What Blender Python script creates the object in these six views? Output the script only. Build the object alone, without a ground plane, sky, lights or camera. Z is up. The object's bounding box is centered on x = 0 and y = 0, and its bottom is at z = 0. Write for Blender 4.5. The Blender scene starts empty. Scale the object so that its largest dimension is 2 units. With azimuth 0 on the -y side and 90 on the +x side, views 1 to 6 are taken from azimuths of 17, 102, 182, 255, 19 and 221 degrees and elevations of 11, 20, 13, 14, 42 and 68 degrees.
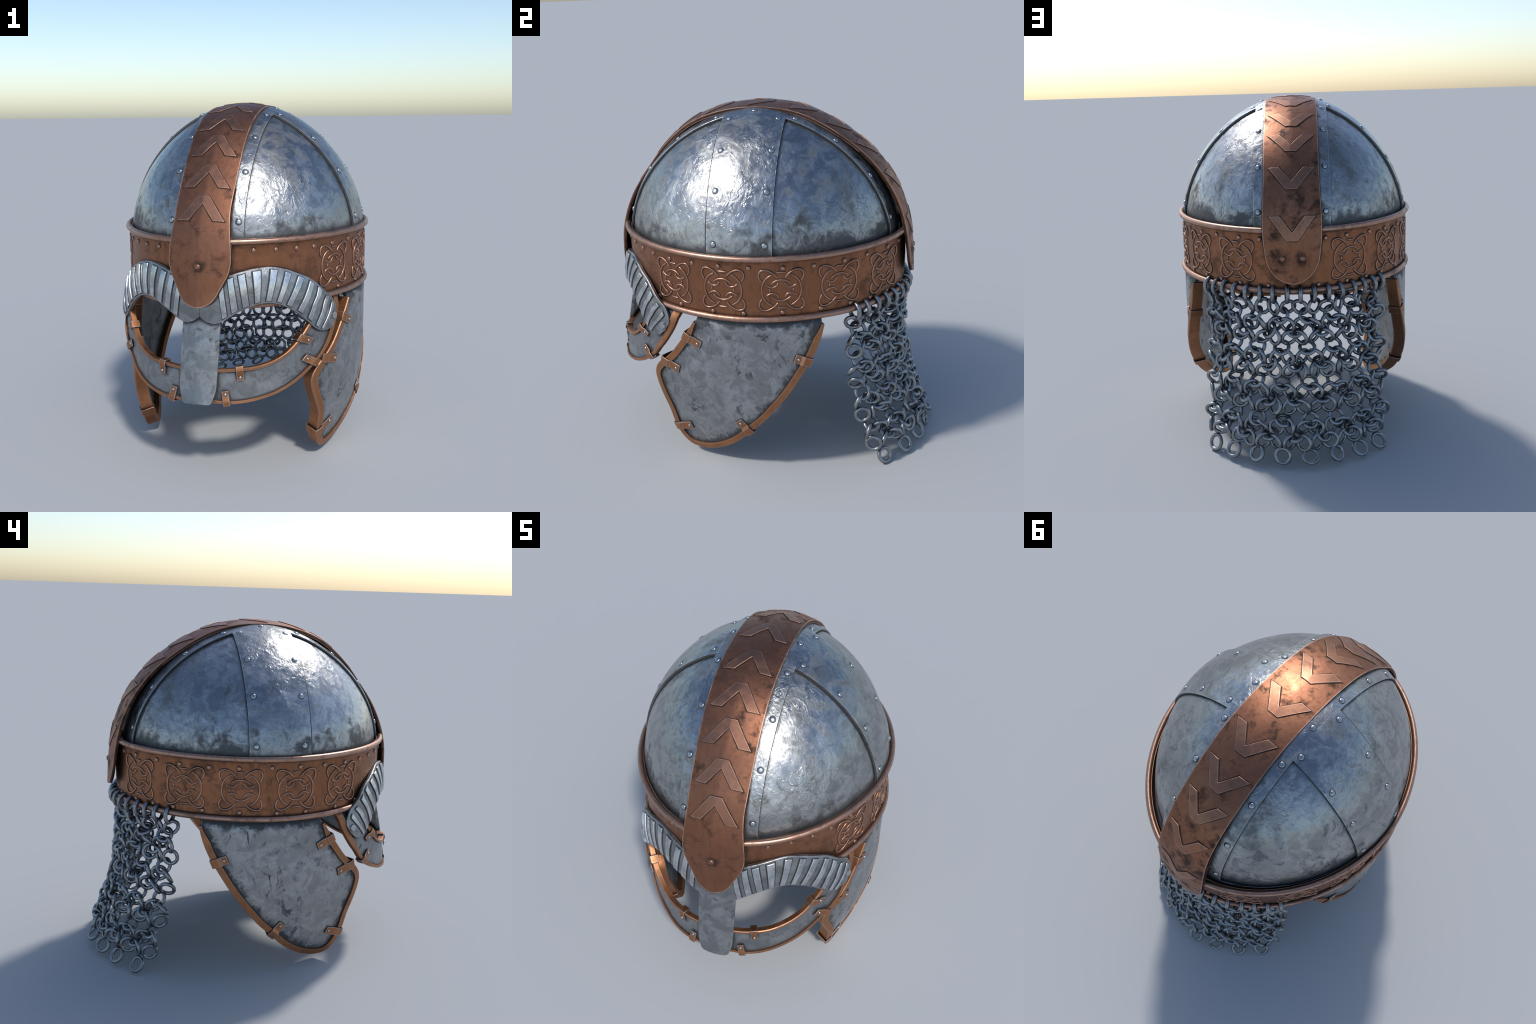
# Spectacle helmet with riveted dome, copper brow band, cheek guards and a mail curtain.
import bpy, bmesh, math, random
import numpy as np
from mathutils import Vector, Matrix

random.seed(11)
TAU = 2 * math.pi
PW = 1.87                       # plan shape of the helmet: a super-ellipse, slightly pointed
YC = -0.03                      # plan centre


# ------------------------------------------------------------------ small maths helpers
def spline(xs, ys):
    """cubic Hermite curve through (xs, ys); returns a function"""
    xs, ys = np.array(xs, float), np.array(ys, float)
    d = np.diff(ys) / np.diff(xs)
    m = np.empty_like(ys)
    m[1:-1] = (d[:-1] * np.diff(xs)[1:] + d[1:] * np.diff(xs)[:-1]) / (xs[2:] - xs[:-2])
    m[0], m[-1] = d[0], d[-1]

    def f(x):
        x = min(max(x, xs[0]), xs[-1])
        i = min(max(int(np.searchsorted(xs, x)) - 1, 0), len(xs) - 2)
        h = xs[i + 1] - xs[i]
        t = (x - xs[i]) / h
        return ((2 * t**3 - 3 * t**2 + 1) * ys[i] + (t**3 - 2 * t**2 + t) * h * m[i]
                + (-2 * t**3 + 3 * t**2) * ys[i + 1] + (t**3 - t**2) * h * m[i + 1])
    return f


def path(points, n):
    """smooth curve through points, resampled to n equal steps"""
    p = np.array(points, float)
    s = np.r_[0, np.cumsum(np.linalg.norm(np.diff(p, axis=0), axis=1))]
    fs = [spline(s, p[:, k]) for k in range(p.shape[1])]
    t = np.linspace(0, s[-1], n * 6)
    q = np.array([[f(x) for f in fs] for x in t])
    L = np.r_[0, np.cumsum(np.linalg.norm(np.diff(q, axis=0), axis=1))]
    u = np.linspace(0, L[-1], n)
    return np.array([np.interp(u, L, q[:, k]) for k in range(p.shape[1])]).T


def unit(v):
    return v / (np.linalg.norm(v, axis=-1, keepdims=True) + 1e-12)


def spow(c, e):
    return math.copysign(abs(c) ** e, c)


def smooth(t):
    t = min(max(t, 0.0), 1.0)
    return t * t * (3 - 2 * t)


# ------------------------------------------------------------------ materials
class Nodes:
    def __init__(self, name):
        self.mat = bpy.data.materials.new(name)
        self.mat.use_nodes = True
        self.t = self.mat.node_tree
        self.bsdf = self.t.nodes["Principled BSDF"]
        self.co = self.t.nodes.new("ShaderNodeTexCoord").outputs["Object"]

    def link(self, a, b):
        if isinstance(a, (int, float)):
            b.default_value = a
        elif isinstance(a, tuple):
            b.default_value = (*a, 1.0)
        else:
            self.t.links.new(a, b)

    def noise(self, scale, detail=4, rough=0.55, distort=0.0, stretch=None, lac=2.0):
        n = self.t.nodes.new("ShaderNodeTexNoise")
        n.inputs["Scale"].default_value = scale
        n.inputs["Detail"].default_value = detail
        n.inputs["Roughness"].default_value = rough
        n.inputs["Distortion"].default_value = distort
        n.inputs["Lacunarity"].default_value = lac
        src = self.co
        if stretch:
            m = self.t.nodes.new("ShaderNodeMapping")
            m.inputs["Scale"].default_value = stretch
            self.t.links.new(src, m.inputs["Vector"])
            src = m.outputs[0]
        self.t.links.new(src, n.inputs["Vector"])
        return n.outputs[0]

    def math(self, op, a, b=0.0, clamp=False):
        n = self.t.nodes.new("ShaderNodeMath")
        n.operation, n.use_clamp = op, clamp
        self.link(a, n.inputs[0])
        self.link(b, n.inputs[1])
        return n.outputs[0]

    def step(self, v, lo, hi, to_lo=0.0, to_hi=1.0):
        n = self.t.nodes.new("ShaderNodeMapRange")
        n.interpolation_type = "SMOOTHSTEP"
        self.link(v, n.inputs["Value"])
        for k, x in (("From Min", lo), ("From Max", hi), ("To Min", to_lo), ("To Max", to_hi)):
            n.inputs[k].default_value = x
        return n.outputs[0]

    def mix(self, f, a, b):
        n = self.t.nodes.new("ShaderNodeMix")
        n.data_type = "RGBA"
        self.link(f, n.inputs["Factor"])
        self.link(a, n.inputs["A"])
        self.link(b, n.inputs["B"])
        return n.outputs["Result"]

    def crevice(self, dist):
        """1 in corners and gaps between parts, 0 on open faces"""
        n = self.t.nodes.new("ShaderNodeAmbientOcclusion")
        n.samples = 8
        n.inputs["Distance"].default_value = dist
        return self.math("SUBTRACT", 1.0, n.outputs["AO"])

    def edge(self, radius):
        """1 along worn edges"""
        b = self.t.nodes.new("ShaderNodeBevel")
        b.samples = 4
        b.inputs["Radius"].default_value = radius
        g = self.t.nodes.new("ShaderNodeNewGeometry")
        d = self.t.nodes.new("ShaderNodeVectorMath")
        d.operation = "DOT_PRODUCT"
        self.t.links.new(b.outputs[0], d.inputs[0])
        self.t.links.new(g.outputs["Normal"], d.inputs[1])
        return self.step(d.outputs["Value"], 0.995, 0.9)

    def bump(self, height, strength, dist):
        n = self.t.nodes.new("ShaderNodeBump")
        n.inputs["Strength"].default_value = strength
        n.inputs["Distance"].default_value = dist
        self.link(height, n.inputs["Height"])
        self.t.links.new(n.outputs[0], self.bsdf.inputs["Normal"])

    def z(self):
        s = self.t.nodes.new("ShaderNodeSeparateXYZ")
        self.t.links.new(self.co, s.inputs[0])
        return s.outputs["Z"]

    def done(self, color, rough, metal):
        self.link(color, self.bsdf.inputs["Base Color"])
        self.link(rough, self.bsdf.inputs["Roughness"])
        self.link(metal, self.bsdf.inputs["Metallic"])
        return self.mat


def steel_material(name, light, dark, rough, patches, bump, edge_wear=0.6, low_dirt=None, speck=0.5, crev=0.05, crev_amt=1.0, crev_at=0.20, spot_at=0.585, rim=None, smear=False):
    n = Nodes(name)
    big = n.noise(3.0, 7, 0.62, 0.5)
    mid = n.noise(12, 7, 0.66, 0.6)
    fine = n.noise(75, 4, 0.62)
    tone = n.mix(n.step(mid, 0.41, 0.60), tuple(c * 0.68 for c in light), light)
    tone = n.mix(n.step(fine, 0.40, 0.70, 0, 0.30), tone, tuple(c * 0.65 for c in light))
    blot = n.step(n.math("ADD", n.math("MULTIPLY", big, 0.55), n.math("MULTIPLY", mid, 0.55)), patches - 0.03, patches + 0.12, 0, 0.80)
    spots = n.step(n.noise(20, 5, 0.72, 1.6, (1, 1, 0.6)), spot_at, spot_at + 0.085, 0, speck)
    if smear:                                   # sparse dark smears that cluster
        field = n.step(n.noise(4.2, 3, 0.5), 0.44, 0.60)
        spots = n.math("MULTIPLY", n.math("ADD", n.math("MULTIPLY", field, 0.85), 0.15), n.step(n.noise(11, 6, 0.70, 1.3, (1, 1, 0.75)), 0.535, 0.615, 0, speck))
        spots = n.math("MAXIMUM", spots, n.step(n.noise(26, 5, 0.75, 1.2), 0.64, 0.72, 0, 0.7 * speck))
    dirt = n.math("MAXIMUM", blot, spots)
    if rim:                                     # soot along the edge of a cheek plate
        d = n.math("ADD", rim(n), n.math("MULTIPLY", n.math("SUBTRACT", n.noise(17, 6, 0.7, 0.6), 0.5), 0.16))
        dirt = n.math("MAXIMUM", dirt, n.step(d, 0.075, 0.030, 0, 0.95))
    cre = n.step(n.math("ADD", n.crevice(crev), n.math("MULTIPLY", n.math("SUBTRACT", mid, 0.5), 0.7)), crev_at, crev_at + 0.26, 0, crev_amt)  # darkens the steel colour in corners and gaps between parts
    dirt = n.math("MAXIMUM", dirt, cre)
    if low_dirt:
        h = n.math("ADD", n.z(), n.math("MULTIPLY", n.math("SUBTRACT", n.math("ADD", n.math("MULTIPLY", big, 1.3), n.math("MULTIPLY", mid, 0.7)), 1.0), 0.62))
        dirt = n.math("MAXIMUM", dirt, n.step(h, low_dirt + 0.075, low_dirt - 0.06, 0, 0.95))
    wear = n.math("MULTIPLY", n.edge(0.007), n.step(mid, 0.3, 0.55, 0.2, edge_wear))
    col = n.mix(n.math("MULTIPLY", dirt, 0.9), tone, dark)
    col = n.mix(wear, col, (0.70, 0.72, 0.74))
    ro = n.math("ADD", rough, n.math("MULTIPLY", dirt, 0.24))
    ro = n.math("ADD", ro, n.step(mid, 0.35, 0.65, -0.03, 0.07))
    me = n.math("SUBTRACT", 1.0, n.math("MULTIPLY", dirt, 0.35))
    zone = n.step(n.noise(4.5, 3, 0.5), 0.42, 0.62, 0.25, 1.0)          # rough zones between smoother ones
    pits = n.step(n.noise(46, 3, 0.6, 0.8), 0.58, 0.70)
    wrinkle = n.noise(24, 4, 0.55, 1.4, (1, 1, 0.55))
    hgt = n.math("ADD", n.math("MULTIPLY", n.noise(7, 2, 0.5), 1.6), n.math("MULTIPLY", zone, n.math("SUBTRACT", n.math("MULTIPLY", wrinkle, 1.1), n.math("MULTIPLY", pits, 0.30))))
    hgt = n.math("SUBTRACT", hgt, n.math("MULTIPLY", dirt, 0.10))
    n.bump(hgt, bump, 0.02)
    return n.done(col, ro, me)


def copper_material(name, light, dark, rough, dirt_amount, bump, edge_col=(0.80, 0.52, 0.40), edge_amt=0.75, edge_r=0.006, stains=()):
    n = Nodes(name)
    big = n.noise(4.0, 6, 0.6, 0.4)
    mid = n.noise(16, 6, 0.68, 0.4)
    streak = n.noise(40, 3, 0.6, 0.0, (1, 1, 0.25))
    tone = n.mix(n.step(big, 0.35, 0.65), tuple(c * 0.82 for c in light), light)
    tone = n.mix(n.step(streak, 0.45, 0.75, 0, 0.22), tone, dark)
    blot = n.step(n.math("ADD", n.math("MULTIPLY", big, 0.5), n.math("MULTIPLY", mid, 0.6)), 0.535, 0.70, 0, dirt_amount)
    cre = n.step(n.math("ADD", n.crevice(0.07), n.math("MULTIPLY", n.math("SUBTRACT", mid, 0.5), 0.6)), 0.10, 0.46, 0, 0.92)  # darkens the copper colour in corners and gaps between parts
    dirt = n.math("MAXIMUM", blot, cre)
    for p in stains:                            # soot round a rivet
        v = n.t.nodes.new("ShaderNodeVectorMath")
        v.operation = "DISTANCE"
        n.t.links.new(n.co, v.inputs[0])
        v.inputs[1].default_value = p
        d = n.math("ADD", v.outputs["Value"], n.math("MULTIPLY", n.math("SUBTRACT", mid, 0.5), 0.14))
        dirt = n.math("MAXIMUM", dirt, n.step(d, 0.052, 0.016, 0, 0.9))
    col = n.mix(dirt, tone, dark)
    wear = n.math("MULTIPLY", n.edge(edge_r), n.step(mid, 0.3, 0.6, 0.35, edge_amt))
    col = n.mix(wear, col, edge_col)
    ro = n.math("ADD", rough, n.math("MULTIPLY", dirt, 0.2))
    ro = n.math("ADD", ro, n.step(mid, 0.3, 0.7, -0.04, 0.07))
    me = n.math("SUBTRACT", 1.0, n.math("MULTIPLY", dirt, 0.3))
    hgt = n.math("ADD", n.math("MULTIPLY", mid, 0.6), n.math("MULTIPLY", n.noise(60, 3, 0.6), 0.3))
    n.bump(hgt, bump, 0.01)
    return n.done(col, ro, me)


def cheek_rim(n):
    """distance from the outline of a cheek plate: two straight front edges, a round rear edge and the top"""
    sep = n.t.nodes.new("ShaderNodeSeparateXYZ")
    n.t.links.new(n.co, sep.inputs[0])
    y, z = sep.outputs["Y"], sep.outputs["Z"]

    def edge_line(a, b):
        a, b = np.array(a), np.array(b)
        d = (b - a) / np.linalg.norm(b - a)
        nx, nz = -d[1], d[0]
        if nx * (-.1 - a[0]) + nz * (.6 - a[1]) < 0:
            nx, nz = -nx, -nz
        return n.math("ADD", n.math("ADD", n.math("MULTIPLY", y, float(nx)), n.math("MULTIPLY", z, float(nz))), float(-(nx * a[0] + nz * a[1])))
    (x1, y1), (x2, y2), (x3, y3) = (.385, .916), (.110, .406), (-.300, .064)
    A = np.array([[2 * (x2 - x1), 2 * (y2 - y1)], [2 * (x3 - x1), 2 * (y3 - y1)]])
    c = np.linalg.solve(A, [x2**2 - x1**2 + y2**2 - y1**2, x3**2 - x1**2 + y3**2 - y1**2])
    R = math.hypot(x1 - c[0], y1 - c[1])
    dy, dz = n.math("SUBTRACT", y, float(c[0])), n.math("SUBTRACT", z, float(c[1]))
    rad = n.math("SQRT", n.math("ADD", n.math("MULTIPLY", dy, dy), n.math("MULTIPLY", dz, dz)))
    d = n.math("SUBTRACT", R, rad)
    for e in (edge_line((-.305, .915), (-.600, .530)), edge_line((-.602, .520), (-.455, .090)), n.math("SUBTRACT", 0.962, z)):
        d = n.math("MINIMUM", d, e)
    return d


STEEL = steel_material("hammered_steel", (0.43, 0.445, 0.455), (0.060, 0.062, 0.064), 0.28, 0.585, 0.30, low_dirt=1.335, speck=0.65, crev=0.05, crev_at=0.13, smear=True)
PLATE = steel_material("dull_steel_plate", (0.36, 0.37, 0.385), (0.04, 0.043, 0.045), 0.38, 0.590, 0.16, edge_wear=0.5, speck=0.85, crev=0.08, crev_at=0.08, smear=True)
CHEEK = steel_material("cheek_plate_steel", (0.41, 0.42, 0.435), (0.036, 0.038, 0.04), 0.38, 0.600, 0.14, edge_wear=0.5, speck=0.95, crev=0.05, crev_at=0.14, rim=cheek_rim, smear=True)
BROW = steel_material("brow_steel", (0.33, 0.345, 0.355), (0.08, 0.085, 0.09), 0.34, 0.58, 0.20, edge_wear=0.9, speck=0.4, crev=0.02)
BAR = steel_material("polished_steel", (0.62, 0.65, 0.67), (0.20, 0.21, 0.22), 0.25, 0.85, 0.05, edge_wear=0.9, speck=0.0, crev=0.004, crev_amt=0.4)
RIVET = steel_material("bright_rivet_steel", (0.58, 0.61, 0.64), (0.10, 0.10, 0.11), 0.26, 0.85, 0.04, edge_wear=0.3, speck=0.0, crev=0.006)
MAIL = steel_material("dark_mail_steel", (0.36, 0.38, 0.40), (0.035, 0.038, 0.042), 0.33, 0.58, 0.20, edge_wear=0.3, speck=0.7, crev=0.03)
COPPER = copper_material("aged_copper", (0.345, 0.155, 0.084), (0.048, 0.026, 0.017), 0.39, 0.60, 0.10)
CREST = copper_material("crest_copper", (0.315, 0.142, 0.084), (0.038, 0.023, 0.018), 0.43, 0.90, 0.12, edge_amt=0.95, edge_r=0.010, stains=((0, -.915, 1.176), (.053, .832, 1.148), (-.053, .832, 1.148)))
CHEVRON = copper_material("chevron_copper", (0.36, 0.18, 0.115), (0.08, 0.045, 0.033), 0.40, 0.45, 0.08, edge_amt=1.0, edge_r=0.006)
RELIEF = copper_material("pale_copper", (0.52, 0.29, 0.205), (0.09, 0.045, 0.028), 0.32, 0.35, 0.05, edge_r=0.003)
DARK_COPPER = copper_material("dark_copper", (0.085, 0.043, 0.026), (0.03, 0.018, 0.012), 0.55, 0.5, 0.05, edge_amt=0.0)
DARK_STEEL = steel_material("dark_steel", (0.10, 0.104, 0.107), (0.04, 0.042, 0.044), 0.48, 0.5, 0.1, edge_wear=0.0)
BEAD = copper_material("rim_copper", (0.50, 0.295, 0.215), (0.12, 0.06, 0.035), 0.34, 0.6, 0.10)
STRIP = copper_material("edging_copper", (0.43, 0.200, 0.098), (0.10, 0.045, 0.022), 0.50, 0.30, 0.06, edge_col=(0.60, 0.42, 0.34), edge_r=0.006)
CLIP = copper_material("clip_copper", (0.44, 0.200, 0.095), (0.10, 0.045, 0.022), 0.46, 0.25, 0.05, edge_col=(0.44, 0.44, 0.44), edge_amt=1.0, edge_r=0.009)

# ------------------------------------------------------------------ scene tree
helmet = bpy.data.objects.new("helmet", None)
bpy.context.scene.collection.objects.link(helmet)
helmet["label"] = "steel spectacle helmet with copper crest, cheek guards and mail"
helmet["category"] = "warrior helmet"


def add(name, mesh, mat, parent=helmet):
    if mat and not mesh.materials:
        mesh.materials.append(mat)
    o = bpy.data.objects.new(name, mesh)
    bpy.context.scene.collection.objects.link(o)
    o.parent = parent
    return o


def build_mesh(name, verts, faces, angle=38):
    me = bpy.data.meshes.new(name)
    me.from_pydata([tuple(map(float, v)) for v in verts], [], faces)
    bm = bmesh.new()
    bm.from_mesh(me)
    bmesh.ops.remove_doubles(bm, verts=bm.verts, dist=1e-5)
    bmesh.ops.recalc_face_normals(bm, faces=bm.faces)
    bm.to_mesh(me)
    bm.free()
    me.shade_smooth()
    me.set_sharp_from_angle(angle=math.radians(angle))
    return me


def bevelled(o, width, seg=2):
    b = o.modifiers.new("rounded_edges", "BEVEL")
    b.width, b.segments, b.limit_method, b.angle_limit = width, seg, "ANGLE", math.radians(40)
    b.harden_normals = False
    return o


def grid_normals(P, wrap_v=False):
    du = np.gradient(P, axis=0)
    if wrap_v:
        dv = np.roll(P, -1, 1) - np.roll(P, 1, 1)
    else:
        dv = np.gradient(P, axis=1)
    return unit(np.cross(du, dv))


def shell(name, P, up, down, mat, parent=helmet, wrap_v=False, N=None, bev=0.0, toward=None, angle=38):
    """closed plate between P + N*up and P - N*down; P is a (nu, nv, 3) grid"""
    P = np.asarray(P, float)
    if N is None:
        N = grid_normals(P, wrap_v)
        if toward is not None:            # make the normals face away from this point
            c = P.reshape(-1, 3).mean(0)
            k = (N.reshape(-1, 3).mean(0) @ (c - np.array(toward)))
            if k < 0:
                N = -N
    up = up[..., None] if isinstance(up, np.ndarray) else up
    A, B = P + N * up, P - N * down
    nu, nv = P.shape[:2]
    verts = list(A.reshape(-1, 3)) + list(B.reshape(-1, 3))
    off, F = nu * nv, []
    idx = lambda i, j: i * nv + (j % nv)
    for i in range(nu - 1):
        for j in range(nv if wrap_v else nv - 1):
            q = [idx(i, j), idx(i + 1, j), idx(i + 1, j + 1), idx(i, j + 1)]
            F.append(q)
            F.append([off + k for k in reversed(q)])
    for i in ((0, nu - 1)):
        for j in range(nv if wrap_v else nv - 1):
            a, b = idx(i, j), idx(i, j + 1)
            F.append([a, b, off + b, off + a])
    if not wrap_v:
        for j in (0, nv - 1):
            for i in range(nu - 1):
                a, b = idx(i, j), idx(i + 1, j)
                F.append([a, b, off + b, off + a])
    o = add(name, build_mesh(name, verts, F, angle), mat, parent)
    if bev:
        bevelled(o, bev)
    return o


def sweep_mesh(name, rings, closed_path=False, angle=38):
    """skin through a list of closed section loops"""
    n, m = len(rings), len(rings[0])
    verts = [v for r in rings for v in r]
    F = []
    for i in range(n if closed_path else n - 1):
        for j in range(m):
            a, b = i * m, ((i + 1) % n) * m
            F.append([a + j, a + (j + 1) % m, b + (j + 1) % m, b + j])
    if not closed_path:
        F.append(list(range(m - 1, -1, -1)))
        F.append(list(range((n - 1) * m, n * m)))
    return build_mesh(name, verts, F, angle)


def tube_rings(pts, nrm, radius, m=8, flat=1.0, taper=True):
    """round section along pts, nrm = outward direction at each point"""
    pts = np.asarray(pts)
    T = unit(np.gradient(pts, axis=0))
    out = []
    for k, (p, t) in enumerate(zip(pts, T)):
        nn = nrm[k] - t * (nrm[k] @ t)
        nn /= np.linalg.norm(nn)
        bb = np.cross(t, nn)
        r = radius
        if taper and k in (0, len(pts) - 1):
            r *= 0.6
        out.append([p + r * (math.cos(a) * bb + flat * math.sin(a) * nn) for a in np.linspace(0, TAU, m, endpoint=False)])
    return out


def rivet_mesh(name, r, h, mat, flat=0.55, seat=None):
    """low domed head, z up, sitting on z = 0, in a dark ring of grime"""
    prof = [(r * 1.0, -0.004), (r, h * 0.15), (r * 0.93, h * 0.55), (r * flat * 1.35, h * 0.9), (r * flat * 0.7, h)]
    m = 20
    verts, F = [], []
    for rr, z in prof:
        verts += [(rr * math.cos(TAU * k / m), rr * math.sin(TAU * k / m), z) for k in range(m)]
    for i in range(len(prof) - 1):
        for j in range(m):
            F.append([i * m + j, i * m + (j + 1) % m, (i + 1) * m + (j + 1) % m, (i + 1) * m + j])
    F.append([(len(prof) - 1) * m + j for j in range(m)])
    F.append(list(range(m - 1, -1, -1)))
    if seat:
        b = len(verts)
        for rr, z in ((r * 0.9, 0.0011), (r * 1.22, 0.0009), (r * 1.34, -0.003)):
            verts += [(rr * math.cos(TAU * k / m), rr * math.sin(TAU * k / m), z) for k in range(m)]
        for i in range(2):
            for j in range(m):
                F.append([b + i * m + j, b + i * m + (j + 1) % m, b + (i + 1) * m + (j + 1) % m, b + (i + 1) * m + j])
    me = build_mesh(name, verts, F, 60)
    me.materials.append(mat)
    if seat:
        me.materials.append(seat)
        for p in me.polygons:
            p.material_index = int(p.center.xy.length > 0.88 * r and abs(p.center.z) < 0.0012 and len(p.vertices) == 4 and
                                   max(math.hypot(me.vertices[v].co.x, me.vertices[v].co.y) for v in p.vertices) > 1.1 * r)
    return me


def place(name, mesh, pos, normal, parent, scale=1.0, spin=None):
    o = add(name, mesh, None, parent)
    q = Vector(normal).to_track_quat("Z", "Y")
    o.matrix_world = (Matrix.Translation(Vector(pos)) @ q.to_matrix().to_4x4()
                      @ Matrix.Rotation(random.random() * TAU if spin is None else spin, 4, "Z") @ Matrix.Scale(scale, 4))
    return o


# ------------------------------------------------------------------ dome
DA, DB, DYC, DH, DZ, DQ = 0.690, 0.797, -0.045, 0.723, 1.28, 1.777


def plan_r(x, y):
    x = (abs(x) ** 3 + 0.14 ** 3) ** (1 / 3)          # the top is flattened under the crest
    return (abs(x / DA) ** PW + abs((y - DYC) / DB) ** PW) ** (1 / PW)


def dome_z(x, y):
    r = min(plan_r(x, y), 1.0)
    return DZ + DH * (1 - r**DQ) ** (1 / DQ) - 0.010 * (1 - smooth(r / 0.32))


def dome_point(th, ph):
    r = math.cos(ph) ** (2 / DQ)
    x, y = DA * r * spow(math.cos(th), 2 / PW), DYC + DB * r * spow(math.sin(th), 2 / PW)
    z = dome_z(x, y)
    return (x, y, z)


def dome_normal(x, y, z):
    r = plan_r(x, y)
    e = 1e-4
    g = np.array([(plan_r(x + e, y)**DQ - plan_r(x - e, y)**DQ) / (2 * e),
                  (plan_r(x, y + e)**DQ - plan_r(x, y - e)**DQ) / (2 * e),
                  DQ * max((z - DZ) / DH, 1e-4) ** (DQ - 1) / DH])
    return g / np.linalg.norm(g)


nph, nth = 56, 160
G = np.array([[dome_point(TAU * j / nth, (math.pi / 2 - 0.02) * (i / (nph - 1))) for j in range(nth)] for i in range(nph)])
G = np.concatenate([np.array([[(p[0], p[1], 1.20) for p in G[0]]]), G])       # skirt behind the band
cap_verts = list(G.reshape(-1, 3))
cap_faces = [[i * nth + j, i * nth + (j + 1) % nth, (i + 1) * nth + (j + 1) % nth, (i + 1) * nth + j] for i in range(nph) for j in range(nth)]
cap_faces.append([nph * nth + j for j in range(nth)])
dome = add("dome", build_mesh("dome", cap_verts, cap_faces), STEEL)
sol = dome.modifiers.new("sheet_thickness", "SOLIDIFY")
sol.thickness, sol.offset = 0.018, -1

# strip of steel under the crest, running front to back
nw, nl = 25, 150
S = np.zeros((nl, nw, 3))
for j in range(nw):
    x = -0.206 + 0.412 * j / (nw - 1)
    zlim = 1.285
    R = (1 - ((zlim - DZ) / DH) ** DQ) ** (1 / DQ)
    xe = (abs(x) ** 3 + 0.14 ** 3) ** (1 / 3)
    ym = DB * (R**PW - abs(xe / DA) ** PW) ** (1 / PW)
    for i in range(nl):
        y = DYC + ym * math.sin(-math.pi / 2 + math.pi * i / (nl - 1))
        S[i, j] = (x, y, dome_z(x, y))
SN = np.array([[dome_normal(*S[i, j]) for j in range(nw)] for i in range(nl)])
shell("strap_dark_line", np.array([[p + (0.003 if j == nw - 1 else -0.003 if j == 0 else 0) * np.array([1.0, 0, 0]) for j, p in enumerate(r)] for r in S]), 0.0022, 0.006, DARK_STEEL, dome, N=SN)  # thin dark sheet showing as a line along the strip edges
ridge_strip = shell("ridge_strip", S, 0.0145, -0.004, STEEL, dome, N=SN, bev=0.002)

# straps of steel over each ear
for side in (1, -1):
    S = np.zeros((60, 21, 3))
    for j in range(21):
        y = -0.206 + 0.338 * j / 20
        R = (1 - (0.005 / DH) ** DQ) ** (1 / DQ)
        xm = DA * (R**PW - abs((y - DYC) / DB) ** PW) ** (1 / PW)
        for i in range(60):
            x0 = math.asin(0.195 / xm)
            x = xm * math.sin(x0 + (math.pi / 2 - x0) * i / 59)
            S[i, j] = (side * x, y, dome_z(x, y))
    SN = np.array([[dome_normal(*S[i, j]) for j in range(21)] for i in range(60)])
    shell("strap_dark_line", np.array([[p + (0.002 if j == 20 else -0.011 if j == 0 else 0) * np.array([0, 1.0, 0]) for j, p in enumerate(r)] for r in S]), 0.0026, 0.006, DARK_STEEL, dome, N=SN)
    shell("ear_strap", S, 0.0145, -0.004, STEEL, dome, N=SN, bev=0.002)

dome_rivet = rivet_mesh("dome_rivet", 0.0148, 0.0065, RIVET, seat=DARK_STEEL)


def dome_at_height(z, x=None, y=None, sign=1):
    """point of the dome at height z with x (or y) given"""
    c = (lambda v: dome_z(x, v)) if y is None else (lambda v: dome_z(v, y))
    lo, hi = (DYC, DYC + sign * 0.80) if y is None else (0.0, sign * 0.70)
    for _ in range(40):
        m = 0.5 * (lo + hi)
        lo, hi = (m, hi) if c(m) > z else (lo, m)
    return np.array((x, m, z)) if y is None else np.array((m, y, z))


for side in (1, -1):
    for z in (1.920, 1.790, 1.612, 1.362):
        for y in (-0.167, 0.096):
            p = dome_at_height(z, y=y, sign=side)
            nn = dome_normal(*p)
            place("dome_rivet", dome_rivet, p + nn * 0.0142, nn, dome)
    spots = [(z, -1) for z in (1.392, 1.632, 1.802, 1.918)] + [(z, 1) for z in (1.912, 1.797, 1.612, 1.385)]
    pts = [dome_at_height(z, x=side * 0.179, sign=k) for z, k in spots] + [np.array((side * 0.179, -0.04, dome_z(0.179, -0.04)))]
    for p in pts:
        nn = dome_normal(*p)
        place("dome_rivet", dome_rivet, p + nn * 0.0142, nn, dome)

# ------------------------------------------------------------------ brow band
BA, BF, BB = 0.704, 0.832, 0.814           # half width, front and back half lengths
ths = np.linspace(0, TAU, 6001)


def band_xy(t, grow=0.0):
    """t runs from the front (0) over +x to the back (pi)"""
    s, c = math.sin(t), math.cos(t)
    return np.array([(BA + grow) * spow(s, 2 / PW), YC - ((BF if c > 0 else BB) + grow) * spow(c, 2 / PW)])


_xy = np.array([band_xy(t) for t in ths])
_arc = np.r_[0, np.cumsum(np.linalg.norm(np.diff(_xy, axis=0), axis=1))]
PERIM = _arc[-1]


def band_at(s, z, out=0.0):
    """point and outward normal at arc length s from the front centre (+s toward +x)"""
    t = float(np.interp(s % PERIM, _arc, ths))
    p = band_xy(t)
    d = band_xy(t + 1e-3) - band_xy(t - 1e-3)
    n = np.array([-d[1], d[0]]) / np.linalg.norm(d)
    if n @ (p - np.array([0, YC])) < 0:
        n = -n
    n3 = np.array([n[0], n[1], 0.0])
    return np.array([p[0], p[1], z]) + n3 * out, n3


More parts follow.
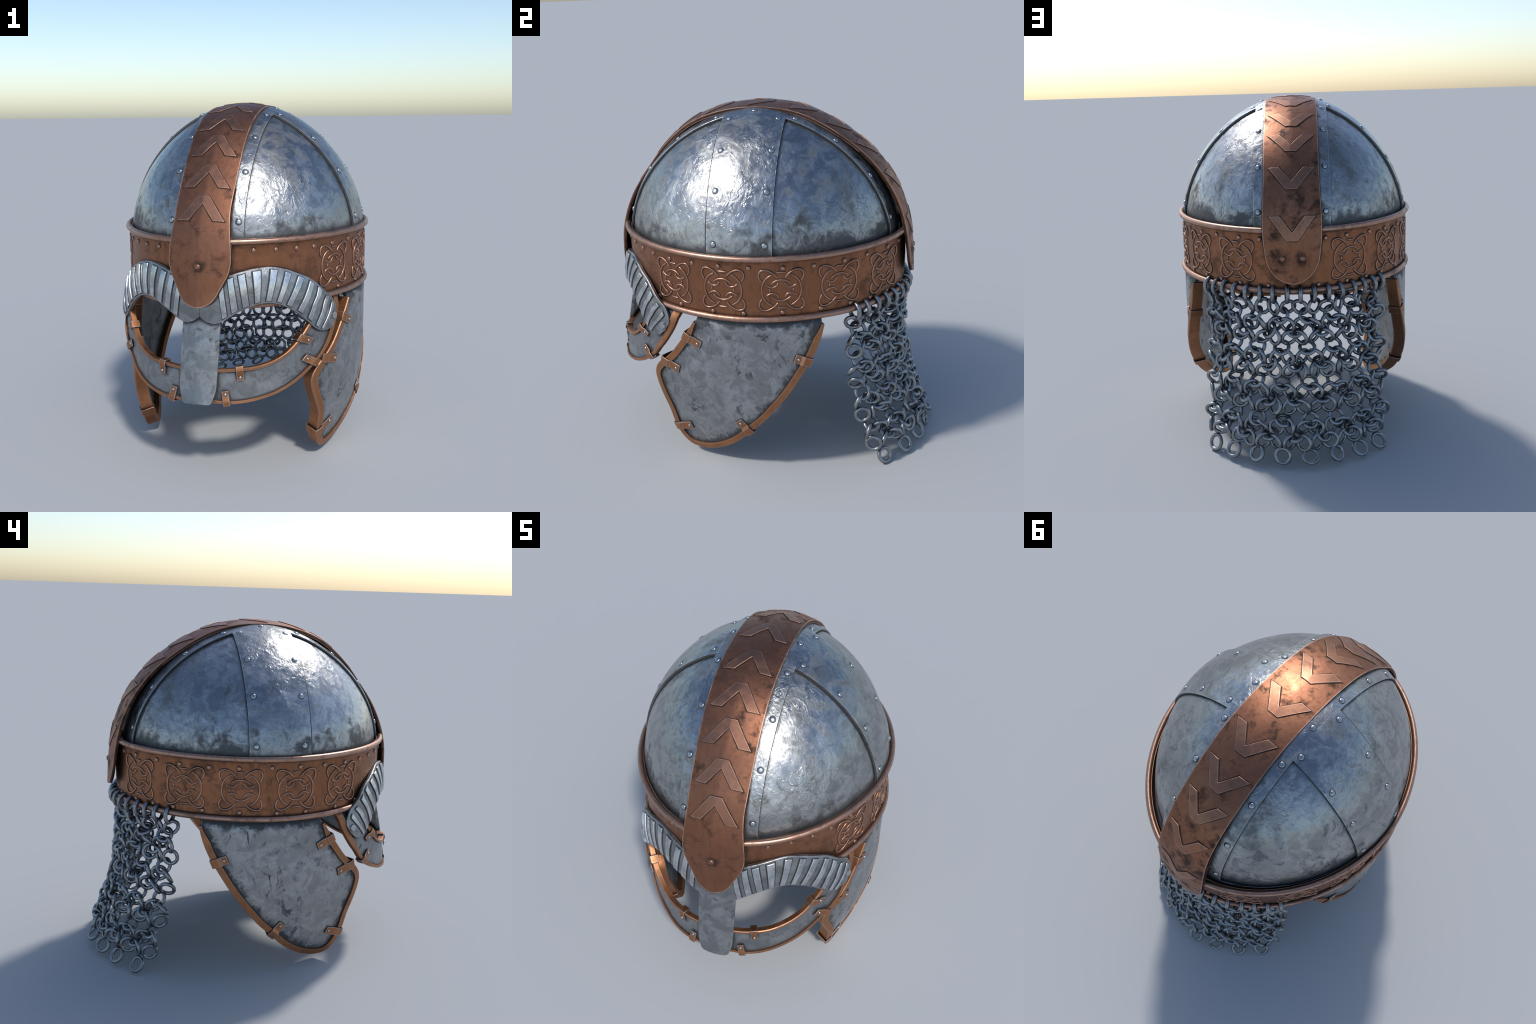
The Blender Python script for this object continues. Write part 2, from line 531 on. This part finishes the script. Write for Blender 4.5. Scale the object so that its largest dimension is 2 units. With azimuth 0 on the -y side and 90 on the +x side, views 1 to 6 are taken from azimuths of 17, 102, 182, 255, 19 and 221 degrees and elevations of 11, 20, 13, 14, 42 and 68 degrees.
HALF = PERIM / 2
nb = 240
rows = [(0.962, 0.006), (0.985, 0.0), (1.05, 0.002), (1.13, 0.003), (1.21, 0.002), (1.28, 0.0), (1.304, 0.006)]
P = np.array([[band_at(PERIM * j / nb, z, o)[0] for j in range(nb)] for z, o in rows])
NB = np.array([[band_at(PERIM * j / nb, z)[1] for j in range(nb)] for z, o in rows])
band = shell("brow_band", P, 0.0, 0.016, COPPER, wrap_v=True, N=NB)
for z, r, o in ((1.300, 0.0165, 0.010), (0.968, 0.0165, 0.009)):
    rings = []
    for j in range(nb):
        p, n = band_at(PERIM * j / nb, z, o)
        rings.append([p + n * (r * math.cos(a)) + np.array([0, 0, r * math.sin(a)]) for a in np.linspace(0, TAU, 12, endpoint=False)])
    add("rim_bead", sweep_mesh("rim_bead", rings, True), BEAD, band)

band_rivet = rivet_mesh("band_rivet", 0.0125, 0.008, RELIEF, 0.6, seat=DARK_COPPER)
front = (0.272, 0.392, 0.512, 0.625)
for side in (1, -1):
    for s in front + (0.765, 0.922, 1.077, 1.239, 1.415, 1.577, 1.748, 1.895, 2.060, 2.190):
        p, n = band_at(side * s, 1.249 + 0.004 * math.sin(s * 7))
        place("band_rivet", band_rivet, p, n, band)
    for s in (0.647, 0.827, 1.034, 1.205, 1.408, 1.612, 1.785, 1.921, 2.060, 2.233):
        p, n = band_at(side * s, 0.999 + 0.004 * math.sin(s * 5))
        place("band_rivet", band_rivet, p, n, band)

# interlaced knots: strands described in one quarter, mirrored into the other three
KNOT_QUARTER = [
    [(-.02, -.535), (.0, 0.0)],  # replaced below by the ring arc
    [(-.105, -.335), (-.195, -.430), (-.315, -.505), (-.435, -.535), (-.545, -.505), (-.590, -.430), (-.580, -.325), (-.520, -.225)],
    [(-.405, -.150), (-.315, -.095), (-.215, -.078), (-.135, -.115), (-.085, -.190)],
]
ring_arc = [(-.25 - .0, -.405), (-.37, -.335), (-.465, -.225), (-.515, -.09), (-.52, 0.0)]
KNOT = []
for sx in (1, -1):
    for q in KNOT_QUARTER[1:]:
        for sy in (1, -1):
            KNOT.append([(sx * x, sy * y) for x, y in q])
    KNOT.append([(sx * x, y) for x, y in ring_arc] + [(sx * x, -y) for x, y in ring_arc[-2::-1]])
    KNOT.append([(sx * -.31, -.045), (sx * -.305, .045)])
for sy in (1, -1):
    KNOT.append([(-.26, sy * -.175), (-.165, sy * -.240), (-.055, sy * -.272), (.055, sy * -.272), (.150, sy * -.240), (.25, sy * -.175)])
    KNOT.append([(-.115, sy * -.470), (.115, sy * -.470)])

for side in (1, -1):
    for s0 in (0.785, 1.097, 1.405, 1.720, 2.037):
        V, F, V2 = [], [], []
        for strand in KNOT:
            pl = path(strand, max(4, int(len(strand) * 3)))
            pts, nr = [], []
            for x, y in pl:
                p, n = band_at(side * s0 + x * 0.196, 1.128 - y * 0.209, 0.0032)
                pts.append(p)
                nr.append(n)
            rings = tube_rings(pts, nr, 0.0050, 8, 1.0)
            b = len(V)
            m = 8
            for r in rings:
                V += list(r)
            for r in tube_rings([p - n * 0.0026 for p, n in zip(pts, nr)], nr, 0.0090, 8, 0.17):
                V2 += list(r)
            for i in range(len(rings) - 1):
                for j in range(m):
                    F.append([b + i * m + j, b + i * m + (j + 1) % m, b + (i + 1) * m + (j + 1) % m, b + (i + 1) * m + j])
            F.append([b + j for j in range(m)])
            F.append([b + (len(rings) - 1) * m + j for j in range(m)])
        add("knot_shadow_outline", build_mesh("knot_shadow_outline", V2, F, 60), DARK_COPPER, band)  # flattened dark tubes model the shade around each strand
        add("knot_relief", build_mesh("knot_relief", V, F, 60), RELIEF, band)

# ------------------------------------------------------------------ crest
CREST_LINE = [(-.947, .972), (-.932, 1.05), (-.918, 1.15), (-.904, 1.25), (-.872, 1.365), (-.818, 1.484), (-.708, 1.642), (-.588, 1.787),
              (-.438, 1.907), (-.243, 1.979), (-.03, 2.0), (.124, 1.986), (.228, 1.960), (.33, 1.917), (.428, 1.862), (.527, 1.792), (.590, 1.738), (.662, 1.658), (.730, 1.553),
              (.789, 1.410), (.816, 1.300), (.830, 1.200), (.837, 1.100), (.840, 1.018)]
NC = 260
cl = path(CREST_LINE, NC)
clen = np.r_[0, np.cumsum(np.linalg.norm(np.diff(cl, axis=0), axis=1))]
ct = unit(np.gradient(cl, axis=0))
cn = np.stack([-ct[:, 1], ct[:, 0]], 1)        # outward in the y-z plane
L = clen[-1]
half_w = spline([0, .008, .022, .05, .09, .13, .17, .22, .27, .33, .39, .48, .62, L - .62, L - .17, L - .115, L - .06, L - .025, L - .008, L],
                [.014, .040, .066, .092, .113, .135, .154, .166, .168, .163, .157, .149, .150, .151, .150, .141, .112, .076, .044, .016])


def crest_point(w, x, lift=0.0):
    y, z = np.interp(w, clen, cl[:, 0]), np.interp(w, clen, cl[:, 1])
    ny, nz = np.interp(w, clen, cn[:, 0]), np.interp(w, clen, cn[:, 1])
    end = max(1 - w / 0.5, 0.0)
    drop = 0.017 + 0.012 * smooth(end) + 0.010 * smooth((w / L - 0.55) / 0.15) * (1 - smooth((w / L - 0.78) / 0.09))
    q = abs(x) / 0.15
    d = lift - drop * (0.45 * q + 0.55 * q * q)
    return np.array([x, y + ny * d, z + nz * d])


def crest_normal(w, x):
    e = 4e-3
    return unit(np.cross(crest_point(w, x + e) - crest_point(w, x - e), crest_point(w + e, x) - crest_point(w - e, x)))


def crest_grid(ws, xs_of):
    P = np.array([[crest_point(w, x) for x in xs_of(w)] for w in ws])
    N = np.array([[crest_normal(w, x) for x in xs_of(w)] for w in ws])
    return P, N


ws = np.r_[np.array([0, .003, .006, .012, .02, .03, .04, .05, .065]), np.linspace(.085, L - .085, 190), L - np.array([.065, .05, .04, .03, .02, .012, .006, .003, 0])]
P, N = crest_grid(ws, lambda w: half_w(w) * np.linspace(-1, 1, 23))
crest = shell("crest", P, 0.0, 0.019, CREST, N=N, bev=0.005)
# dark plates modelling the shadow the two hanging crest ends cast
for sel in (slice(0, 60), slice(len(ws) - 60, len(ws))):
    wj = np.clip(ws[sel], .004, L - .004)
    Pj, Nj = crest_grid(wj, lambda w: (half_w(w) + 0.007) * np.linspace(-1, 1, 23))
    e = 0.006 * unit(np.gradient(Pj, axis=0))
    k = 0 if sel.start == 0 else -1
    Pj[k] += e[k] * (-1 if k == 0 else 1)
    shell("crest_end_shadow_plate", Pj, -0.013, 0.018, DARK_COPPER, crest, N=Nj)

# raised chevrons, all pointing back
for y_notch in (-.818, -.708, -.588, -.438, -.243, -.006, .233, .428, .587, .727, .828):
    i = int(np.argmin(np.abs(cl[:, 0] - y_notch)[: NC - 40])) if y_notch < .82 else int(np.argmin(np.abs(cl[NC // 2:, 1] - 1.297))) + NC // 2
    if y_notch < .82:
        ok = np.where(cl[:, 1] > 1.4)[0]
        i = int(ok[np.argmin(np.abs(cl[ok, 0] - y_notch))])
    w0 = clen[i]
    n1, n2 = 10, 5

    def line(a, b, n):
        return [((1 - t) * a[0] + t * b[0], (1 - t) * a[1] + t * b[1]) for t in np.linspace(0, 1, n)]

    def vee(g):
        """two arms meeting in a blunt tip; g widens the outline"""
        outer = line((-.125 - 2 * g, -.088 - g), (-.030 - .4 * g, .046 + g), n1) + line((-.030 - .4 * g, .046 + g), (.030 + .4 * g, .046 + g), n2)[1:-1]
        outer += line((.030 + .4 * g, .046 + g), (.125 + 2 * g, -.088 - g), n1)
        inner = line((-.066 + 1.2 * g, -.088 - g), (-.0015, -1.3 * g), n1) + line((-.0015, -1.3 * g), (.0015, -1.3 * g), n2)[1:-1]
        inner += line((.0015, -1.3 * g), (.066 - 1.2 * g, -.088 - g), n1)
        mixed = [[(a[0] * (1 - t) + b[0] * t, w0 + a[1] * (1 - t) + b[1] * t) for t in (0, .5, 1)] for a, b in zip(outer, inner)]
        return np.array([[crest_point(w, x) for x, w in r] for r in mixed]), np.array([[crest_normal(w, x) for x, w in r] for r in mixed])

    Pg, Ng = vee(0.0046)
    shell("chevron_shadow_outline", Pg, 0.0010, 0.004, DARK_COPPER, crest, N=Ng)  # wider dark plate, a modelled shadow outline; nothing is cut in
    Pg, Ng = vee(0.0)
    shell("chevron", Pg, 0.0046, 0.004, CHEVRON, crest, N=Ng, bev=0.0026)

tongue_rivet = rivet_mesh("tongue_rivet", 0.0150, 0.009, CHEVRON, 0.6, seat=DARK_COPPER)
i = int(np.argmin(np.abs(cl[: NC // 2, 1] - 1.180)))
place("tongue_rivet", tongue_rivet, crest_point(clen[i], 0.0), (0, cn[i, 0], cn[i, 1]), crest)
i = int(np.argmin(np.abs(cl[NC // 2:, 1] - 1.152))) + NC // 2
for x in (-.053, .053):
    place("tongue_rivet", tongue_rivet, crest_point(clen[i], x), (x * 1.2, cn[i, 0], cn[i, 1]), crest)

# ------------------------------------------------------------------ face mask
_fy = spline([0, .1, .2, .324, .36, .41, .46, .52, .58, .602, .616, .626, .640], [.900, .893, .872, .814, .790, .755, .710, .640, .571, .545, .520, .497, .455])
_fs = spline([0, .25, .5, .7], [.10, .095, .03, .02])


_lean = spline([0, .2, .25, .34, .42, .5, .57, .60, .65], [.02, .03, .06, .19, .20, .21, .22, .28, .28])     # backward lean above the eyes
_low = spline([0, .17, .25, .34, .42, .51, .56, .60, .65], [.89, .93, .965, .98, .95, .86, .80, .71, .70])


def face_y(ax, z):
    return -(_fy(ax) + _fs(ax) * (.9 - z)) + _lean(ax) * 0.5 * (z - _low(ax) + math.hypot(z - _low(ax), 0.05))


def face_pt(x, z):
    ax = abs(x)
    tuck = 0.022 * smooth((z - 0.90) / 0.08) * smooth((ax - 0.45) / 0.12)      # temples slip under the band
    return np.array([x - math.copysign(tuck, x), face_y(ax, z) + tuck * 0.6, z])


def face_n(x, z):
    e = 1e-3
    n = np.cross(face_pt(x + e, z) - face_pt(x - e, z), face_pt(x, z + e) - face_pt(x, z - e))
    n /= np.linalg.norm(n)
    return n if n[1] < 0.2 and n @ np.array([x, -1.0, 0]) > 0 else -n


OUT_R = [(0, .470), (.08, .472), (.161, .470), (.265, .478), (.393, .508), (.486, .564), (.535, .612), (.582, .674), (.606, .730), (.619, .792), (.627, .861), (.630, .985)]
IN_R = [(0, .643), (.1, .643), (.208, .650), (.295, .656), (.379, .681), (.435, .719), (.478, .771), (.514, .831), (.540, .89), (.560, .985)]
both = lambda pts: [(-x, z) for x, z in pts[:0:-1]] + list(pts)
outer, inner = path(both(OUT_R), 121), path(both(IN_R), 121)
P = np.array([[face_pt(*(o + (i - o) * t)) for t in np.linspace(0, 1, 7)] for o, i in zip(outer, inner)])
N = np.array([[face_n(*(o + (i - o) * t)) for t in np.linspace(0, 1, 7)] for o, i in zip(outer, inner)])
mask = shell("eye_mask", P, -0.004, 0.018, PLATE, N=N, bev=0.002)


def edging(name, curve, inward, pt, nrm, width, n_out, n_in, mat, parent, lip=0.004, taper=0.0):
    """bent metal strip wrapped over the rim of a plate; curve in plate coordinates"""
    T = unit(np.gradient(curve, axis=0))
    rings, n = [], len(curve)
    for k in range(n):
        t = T[k]
        b = np.array([-t[1], t[0]]) * inward
        s = k / (n - 1)
        f = 1.0
        if taper:
            f = min(1.0, 0.35 + 0.65 * smooth(min(s, 1 - s) / taper))
        w = width * f
        c = 0.0045
        sec = [(w, n_out - .001), (c * .8 - lip, n_out), (-lip, n_out - c), (-lip, (n_out - n_in) / 2), (-lip, -n_in + c), (c - lip, -n_in), (w, -n_in + .001)]
        ring = []
        for bb, nn in sec:
            q = curve[k] + b * bb
            ring.append(pt(*q) + nrm(*curve[k]) * nn)
        rings.append(ring)
    return add(name, sweep_mesh(name, rings, False, 30), mat, parent)


edging("mask_edging", outer, 1, face_pt, face_n, 0.012, 0.007, 0.028, STRIP, mask)
edging("mask_edging", inner, -1, face_pt, face_n, 0.011, 0.007, 0.028, STRIP, mask)

clip_rivet = rivet_mesh("clip_rivet", 0.0085, 0.006, RIVET)


def clip(edge_pt, rivet_pt, pt, nrm, width, n_out, n_in, parent, extra=0.018, wrap=0.03):
    """small strap folded over the edging and riveted to the plate"""
    e, r = np.array(edge_pt, float), np.array(rivet_pt, float)
    d = (r - e) / np.linalg.norm(r - e)
    t = np.array([-d[1], d[0]])
    reach = np.linalg.norm(r - e) + extra
    prof = [(.018, -n_in - .001), (-.009, -n_in - .001), (-.0092, -n_in * .4), (-.009, n_out + .001), (.006, n_out + .003), (wrap, n_out + .003),
            (wrap + .012, .004), (reach * .8 + .2 * wrap, .003), (reach, .003)]
    P, N = [], []
    for k, (b, h) in enumerate(prof):
        row = []
        for a in (-.5, 0, .5):
            q = e + d * b + t * (a * width)
            row.append(pt(*q) + nrm(*(e + d * max(b, 0))) * h)
        P.append(row)
    P = np.array(P)
    N = grid_normals(P)
    if N[-2, 1] @ nrm(*r) < 0:
        N = -N
    c = shell("clip", P, 0.005, 0.0, CLIP, parent, N=N, bev=0.0015, angle=30)
    place("clip_rivet", clip_rivet, pt(*r) + nrm(*r) * 0.0075, nrm(*r), c)
    return c


for s in (1, -1):
    clip((s * .210, .652), (s * .214, .606), face_pt, face_n, .036, .008, .029, mask, wrap=.016)
    clip((s * .150, .469), (s * .142, .517), face_pt, face_n, .036, .008, .030, mask, wrap=.017)
    clip((s * .548, .625), (s * .511, .655), face_pt, face_n, .036, .008, .030, mask, wrap=.017)
    clip((s * .481, .777), (s * .513, .757), face_pt, face_n, .036, .008, .029, mask, wrap=.016)

# eyebrows with raised bars
LO = [(0, .912), (.036, .889), (.080, .880), (.122, .894), (.170, .925), (.223, .953), (.277, .974), (.324, .981), (.372, .975), (.415, .955),
      (.460, .918), (.500, .868), (.535, .822), (.560, .798), (.580, .789), (.600, .791)]
UP = [(0, 1.04), (.025, 1.058), (.055, 1.08), (.090, 1.103), (.139, 1.127), (.189, 1.143), (.256, 1.160), (.337, 1.164), (.407, 1.147), (.461, 1.117),
      (.504, 1.084), (.541, 1.044), (.577, .992), (.602, .946), (.619, .885), (.613, .826)]
tk = np.arange(len(LO))
lo_x, lo_z, up_x, up_z = (spline(tk, [p[k] for p in c]) for c, k in ((LO, 0), (LO, 1), (UP, 0), (UP, 1)))


def brow_pt(side, t, v):
    x, z = (1 - v) * lo_x(t) + v * up_x(t), (1 - v) * lo_z(t) + v * up_z(t)
    return side * max(x, 0.0), z


def brow_surf(side, t, v, lift=0.0):
    x, z = brow_pt(side, t, v)
    n = face_n(x if abs(x) > 1e-4 else side * 1e-4, z)
    ax = abs(x)
    bulge = 0.004 + 0.010 * smooth((ax - .42) / .1) + 0.010 * math.sin(math.pi * v)
    return np.array([x, face_y(ax, z), z]) + n * (bulge + lift), n


for side in (1, -1):
    tt, vv = np.linspace(0, 15, 91), np.linspace(0, 1, 11)
    P = np.array([[brow_surf(side, t, v)[0] for v in vv] for t in tt])
    N = np.array([[brow_surf(side, t, v)[1] for v in vv] for t in tt])
    brow = shell("eyebrow", P, 0.0, 0.020, BROW, N=N, bev=0.005)
    bars = [(3.05, 3.55), (4.0, 4.55), (5.0, 5.5), (6.0, 6.45), (7.0, 7.45), (8.0, 8.42), (9.0, 9.42), (10.0, 10.42), (11.0, 11.40), (12.0, 12.38), (12.95, 13.30)]
    for k, (a, b) in enumerate(bars):
        tt, vv = np.linspace(a, b, 5), np.linspace(0.06, 0.925 if k < 9 else .88, 11)
        P = np.array([[brow_surf(side, t, v)[0] for v in vv] for t in tt])
        N = np.array([[brow_surf(side, t, v)[1] for v in vv] for t in tt])
        g = np.linspace(a - .075, b + .075, 5)
        vg = np.linspace(0.045, 0.94 if k < 9 else .895, 11)
        shell("bar_shadow_outline", np.array([[brow_surf(side, t, v)[0] for v in vg] for t in g]), 0.0012, 0.003, DARK_STEEL, brow, N=np.array([[brow_surf(side, t, v)[1] for v in vg] for t in g]))  # slightly larger dark plate draws shade either side of the bar
        shell("brow_bar", P, 0.008, 0.004, BAR, brow, N=N, bev=0.002)
    q = np.array([side * .606, .858])
    nn = face_n(*q)
    brow_rivet = rivet_mesh("brow_rivet", 0.020, 0.006, BAR, 0.68)
    place("brow_rivet", brow_rivet, np.array([q[0], face_y(.606, q[1]), q[1]]) + nn * 0.023, nn, brow)

# nasal bar
zs = [.96, .90, .868, .77, .677, .60, .533, .505, .485, .472, .466]
cy = spline(zs[::-1], [.978, .975, .970, .964, .956, .939, .923, .902, .878, .872, .860])
hw = spline(zs[::-1], [.066, .076, .083, .090, .097, .101, .103, .103, .102, .101, .100])
zz = np.linspace(.96, .466, 46)
P = np.array([[(hw(z) * a, -cy(z) + 0.012 * (a * a), z) for a in np.linspace(-1, 1, 13)] for z in zz])
shell("nose_guard", P, 0.010, 0.012, PLATE, bev=0.004, toward=(0, 0, .7))

# ------------------------------------------------------------------ cheek guards
def guard_pt(side):
    def f(y, z):
        x = .712 * max(1 - abs((y - YC) / .84) ** PW, 0.0) ** (1 / PW)
        x += -.100 * max((.55 - z) / .5, 0.0) ** 1.8
        x += .022 * smooth((-.26 - y) / .32)
        x -= .030 * smooth((z - .915) / .05)                 # slips behind the band
        return np.array([side * x, y, z])
    return f


def guard_n(side):
    f = guard_pt(side)

    def g(y, z):
        e = 2e-3
        n = np.cross(f(y + e, z) - f(y - e, z), f(y, z + e) - f(y, z - e))
        n /= np.linalg.norm(n)
        return n if n[0] * side > 0 else -n
    return g


FRONT = [(-.305, .915), (-.330, .876), (-.360, .833), (-.408, .765), (-.462, .693), (-.520, .634), (-.565, .590), (-.592, .548), (-.600, .510), (-.592, .465),
         (-.568, .400), (-.526, .303), (-.500, .188), (-.482, .135), (-.450, .088), (-.418, .062), (-.390, .053)]
REAR = [(-.355, .053), (-.300, .064), (-.240, .088), (-.190, .116), (-.100, .183), (0, .286), (.060, .345), (.110, .406), (.204, .528), (.274, .640), (.328, .736),
        (.370, .848), (.385, .916)]
outline = path(FRONT + REAR, 150)
low = int(np.argmin(outline[:, 1]))
f_y, f_z = outline[:low + 1, 0][::-1], outline[:low + 1, 1][::-1]
r_y, r_z = outline[low:, 0], outline[low:, 1]
for side in (1, -1):
    pt, nrm = guard_pt(side), guard_n(side)
    zmin = outline[low, 1]
    zrow = zmin + (.985 - zmin) * np.linspace(0, 1, 60) ** 1.6
    P, N = [], []
    for z in zrow:
        ya, yb = np.interp(z, f_z, f_y), np.interp(z, r_z, r_y)
        if z > .915:
            k = (z - .915)
            ya, yb = -.300 + .25 * k, .385 - .25 * k
        ya, yb = ya + .004, yb - .004
        P.append([pt(y, z) for y in np.linspace(ya, yb, 29)])
        N.append([nrm(y, z) for y in np.linspace(ya, yb, 29)])
    guard = shell("cheek_guard", np.array(P), 0.0, 0.028, CHEEK, N=np.array(N), bev=0.003)
    edging("guard_edging", outline, 1, pt, nrm, 0.033, 0.011, 0.062, STRIP, guard, taper=0.05)
    for e, r in (((-.368, .820), (-.294, .786)), ((-.530, .624), (-.444, .600)), ((-.496, .170), (-.404, .209)), ((-.020, .263), (-.070, .319)), ((.312, .705), (.258, .727))):
        clip(e, r, pt, nrm, .050, .011, .062, guard, extra=.020, wrap=.031)

# ------------------------------------------------------------------ mail curtain
mail = bpy.data.objects.new("mail_curtain", None)
bpy.context.scene.collection.objects.link(mail)
mail.parent = helmet


def ring_mesh(name, R, r):
    nu, nv = 28, 9
    V, F = [], []
    rnd = random.Random(5)
    for i in range(nu):
        a = TAU * i / nu
        w = 1 + 0.03 * math.sin(2 * a + 1)
        for j in range(nv):
            b = TAU * j / nv
            rr = r * (1 + rnd.uniform(-.05, .05))
            V.append(((R * w + rr * math.cos(b)) * math.cos(a), (R * w + rr * math.cos(b)) * math.sin(a), rr * math.sin(b)))
    for i in range(nu):
        for j in range(nv):
            F.append([i * nv + j, ((i + 1) % nu) * nv + j, ((i + 1) % nu) * nv + (j + 1) % nv, i * nv + (j + 1) % nv])
    me = build_mesh(name, V, F, 70)
    me.materials.append(MAIL)
    return me


ring = ring_mesh("mail_ring", 0.0390, 0.0104)


def curtain(s, z):
    p, n = band_at(HALF + s, z, -0.006)                # s > 0 runs toward -x
    k = 0.180 * (max(.76 - z, 0.0) / .7) ** 2
    slope = 0.17 * 2 * max(.76 - z, 0.0) / .49
    dy = np.array([0.0, 1.0, 0.0])
    p = p + dy * k * (0.85 + 0.15 * (1 - (s / .6) ** 2)) + np.array([p[0] * 0.05 * smooth((.8 - z) / .8), 0, 0])
    if z < .9:
        p = p - n * 0.006
    nn = n + np.array([0, 0, slope * n[1]])
    return p, nn / np.linalg.norm(nn)


def put_ring(s, z, pitch, yaw, scale=1.0, hook=False, push=0.0):
    p, n = curtain(s, z)
    S = np.cross([0, 0, 1.0], n)
    S /= np.linalg.norm(S)
    V = np.cross(n, S)
    M = Matrix((S, V, n)).transposed().to_4x4()
    j = lambda a: math.radians(random.gauss(0, a))
    if hook:
        rot = Matrix.Rotation(math.pi / 2 + j(5), 4, "Y") @ Matrix.Rotation(random.random() * TAU, 4, "Z")
    else:
        rot = (Matrix.Rotation(math.radians(yaw) + j(11), 4, "Y") @ Matrix.Rotation(math.radians(pitch) + j(11), 4, "X")
               @ Matrix.Rotation(random.random() * TAU, 4, "Z"))
    o = bpy.data.objects.new("mail_ring", ring)
    bpy.context.scene.collection.objects.link(o)
    o.parent = mail
    p = p + n * push + np.array([random.gauss(0, .002), random.gauss(0, .002), random.gauss(0, .002)])
    o.matrix_world = Matrix.Translation(Vector(p)) @ M @ rot @ Matrix.Scale(scale, 4)
    return o


PITCH = 0.149
ALPHA, BETA, GAMMA, DELTA = (.872, .700, .508, .316, .137), (.822, .637, .444, .246, .070), (.774, .586, .396, .210), (.737, .548, .357, .172)
for k in range(-4, 5):
    s0 = -0.0745 + k * PITCH + 0.0745 * 0
    for d in (-1, 1):
        sA = s0 + d * 0.0365
        if abs(sA) < 0.615:
            p, n = curtain(sA, .95)
            put_ring(sA, .948, 0, 0, 1.12, hook=True, push=0.004)
            for z in ALPHA:
                put_ring(sA + d * .003, z, 16, d * 36, 1.03, push=-0.004 * d)
            for z in GAMMA:
                put_ring(sA - d * .001, z, 24, -d * 34, 1.03, push=0.005 * d)
    if abs(s0 + PITCH / 2) < 0.56:
        for z in DELTA:
            put_ring(s0 + PITCH / 2, z, -34, 0, 1.03)
    if abs(s0) < 0.6:
        for z in BETA:
            zz = z - (0.020 * (s0 / .52) ** 2 if z < .1 else 0)
            put_ring(s0, zz, -32 if z > .1 else -14, 0, 1.04)
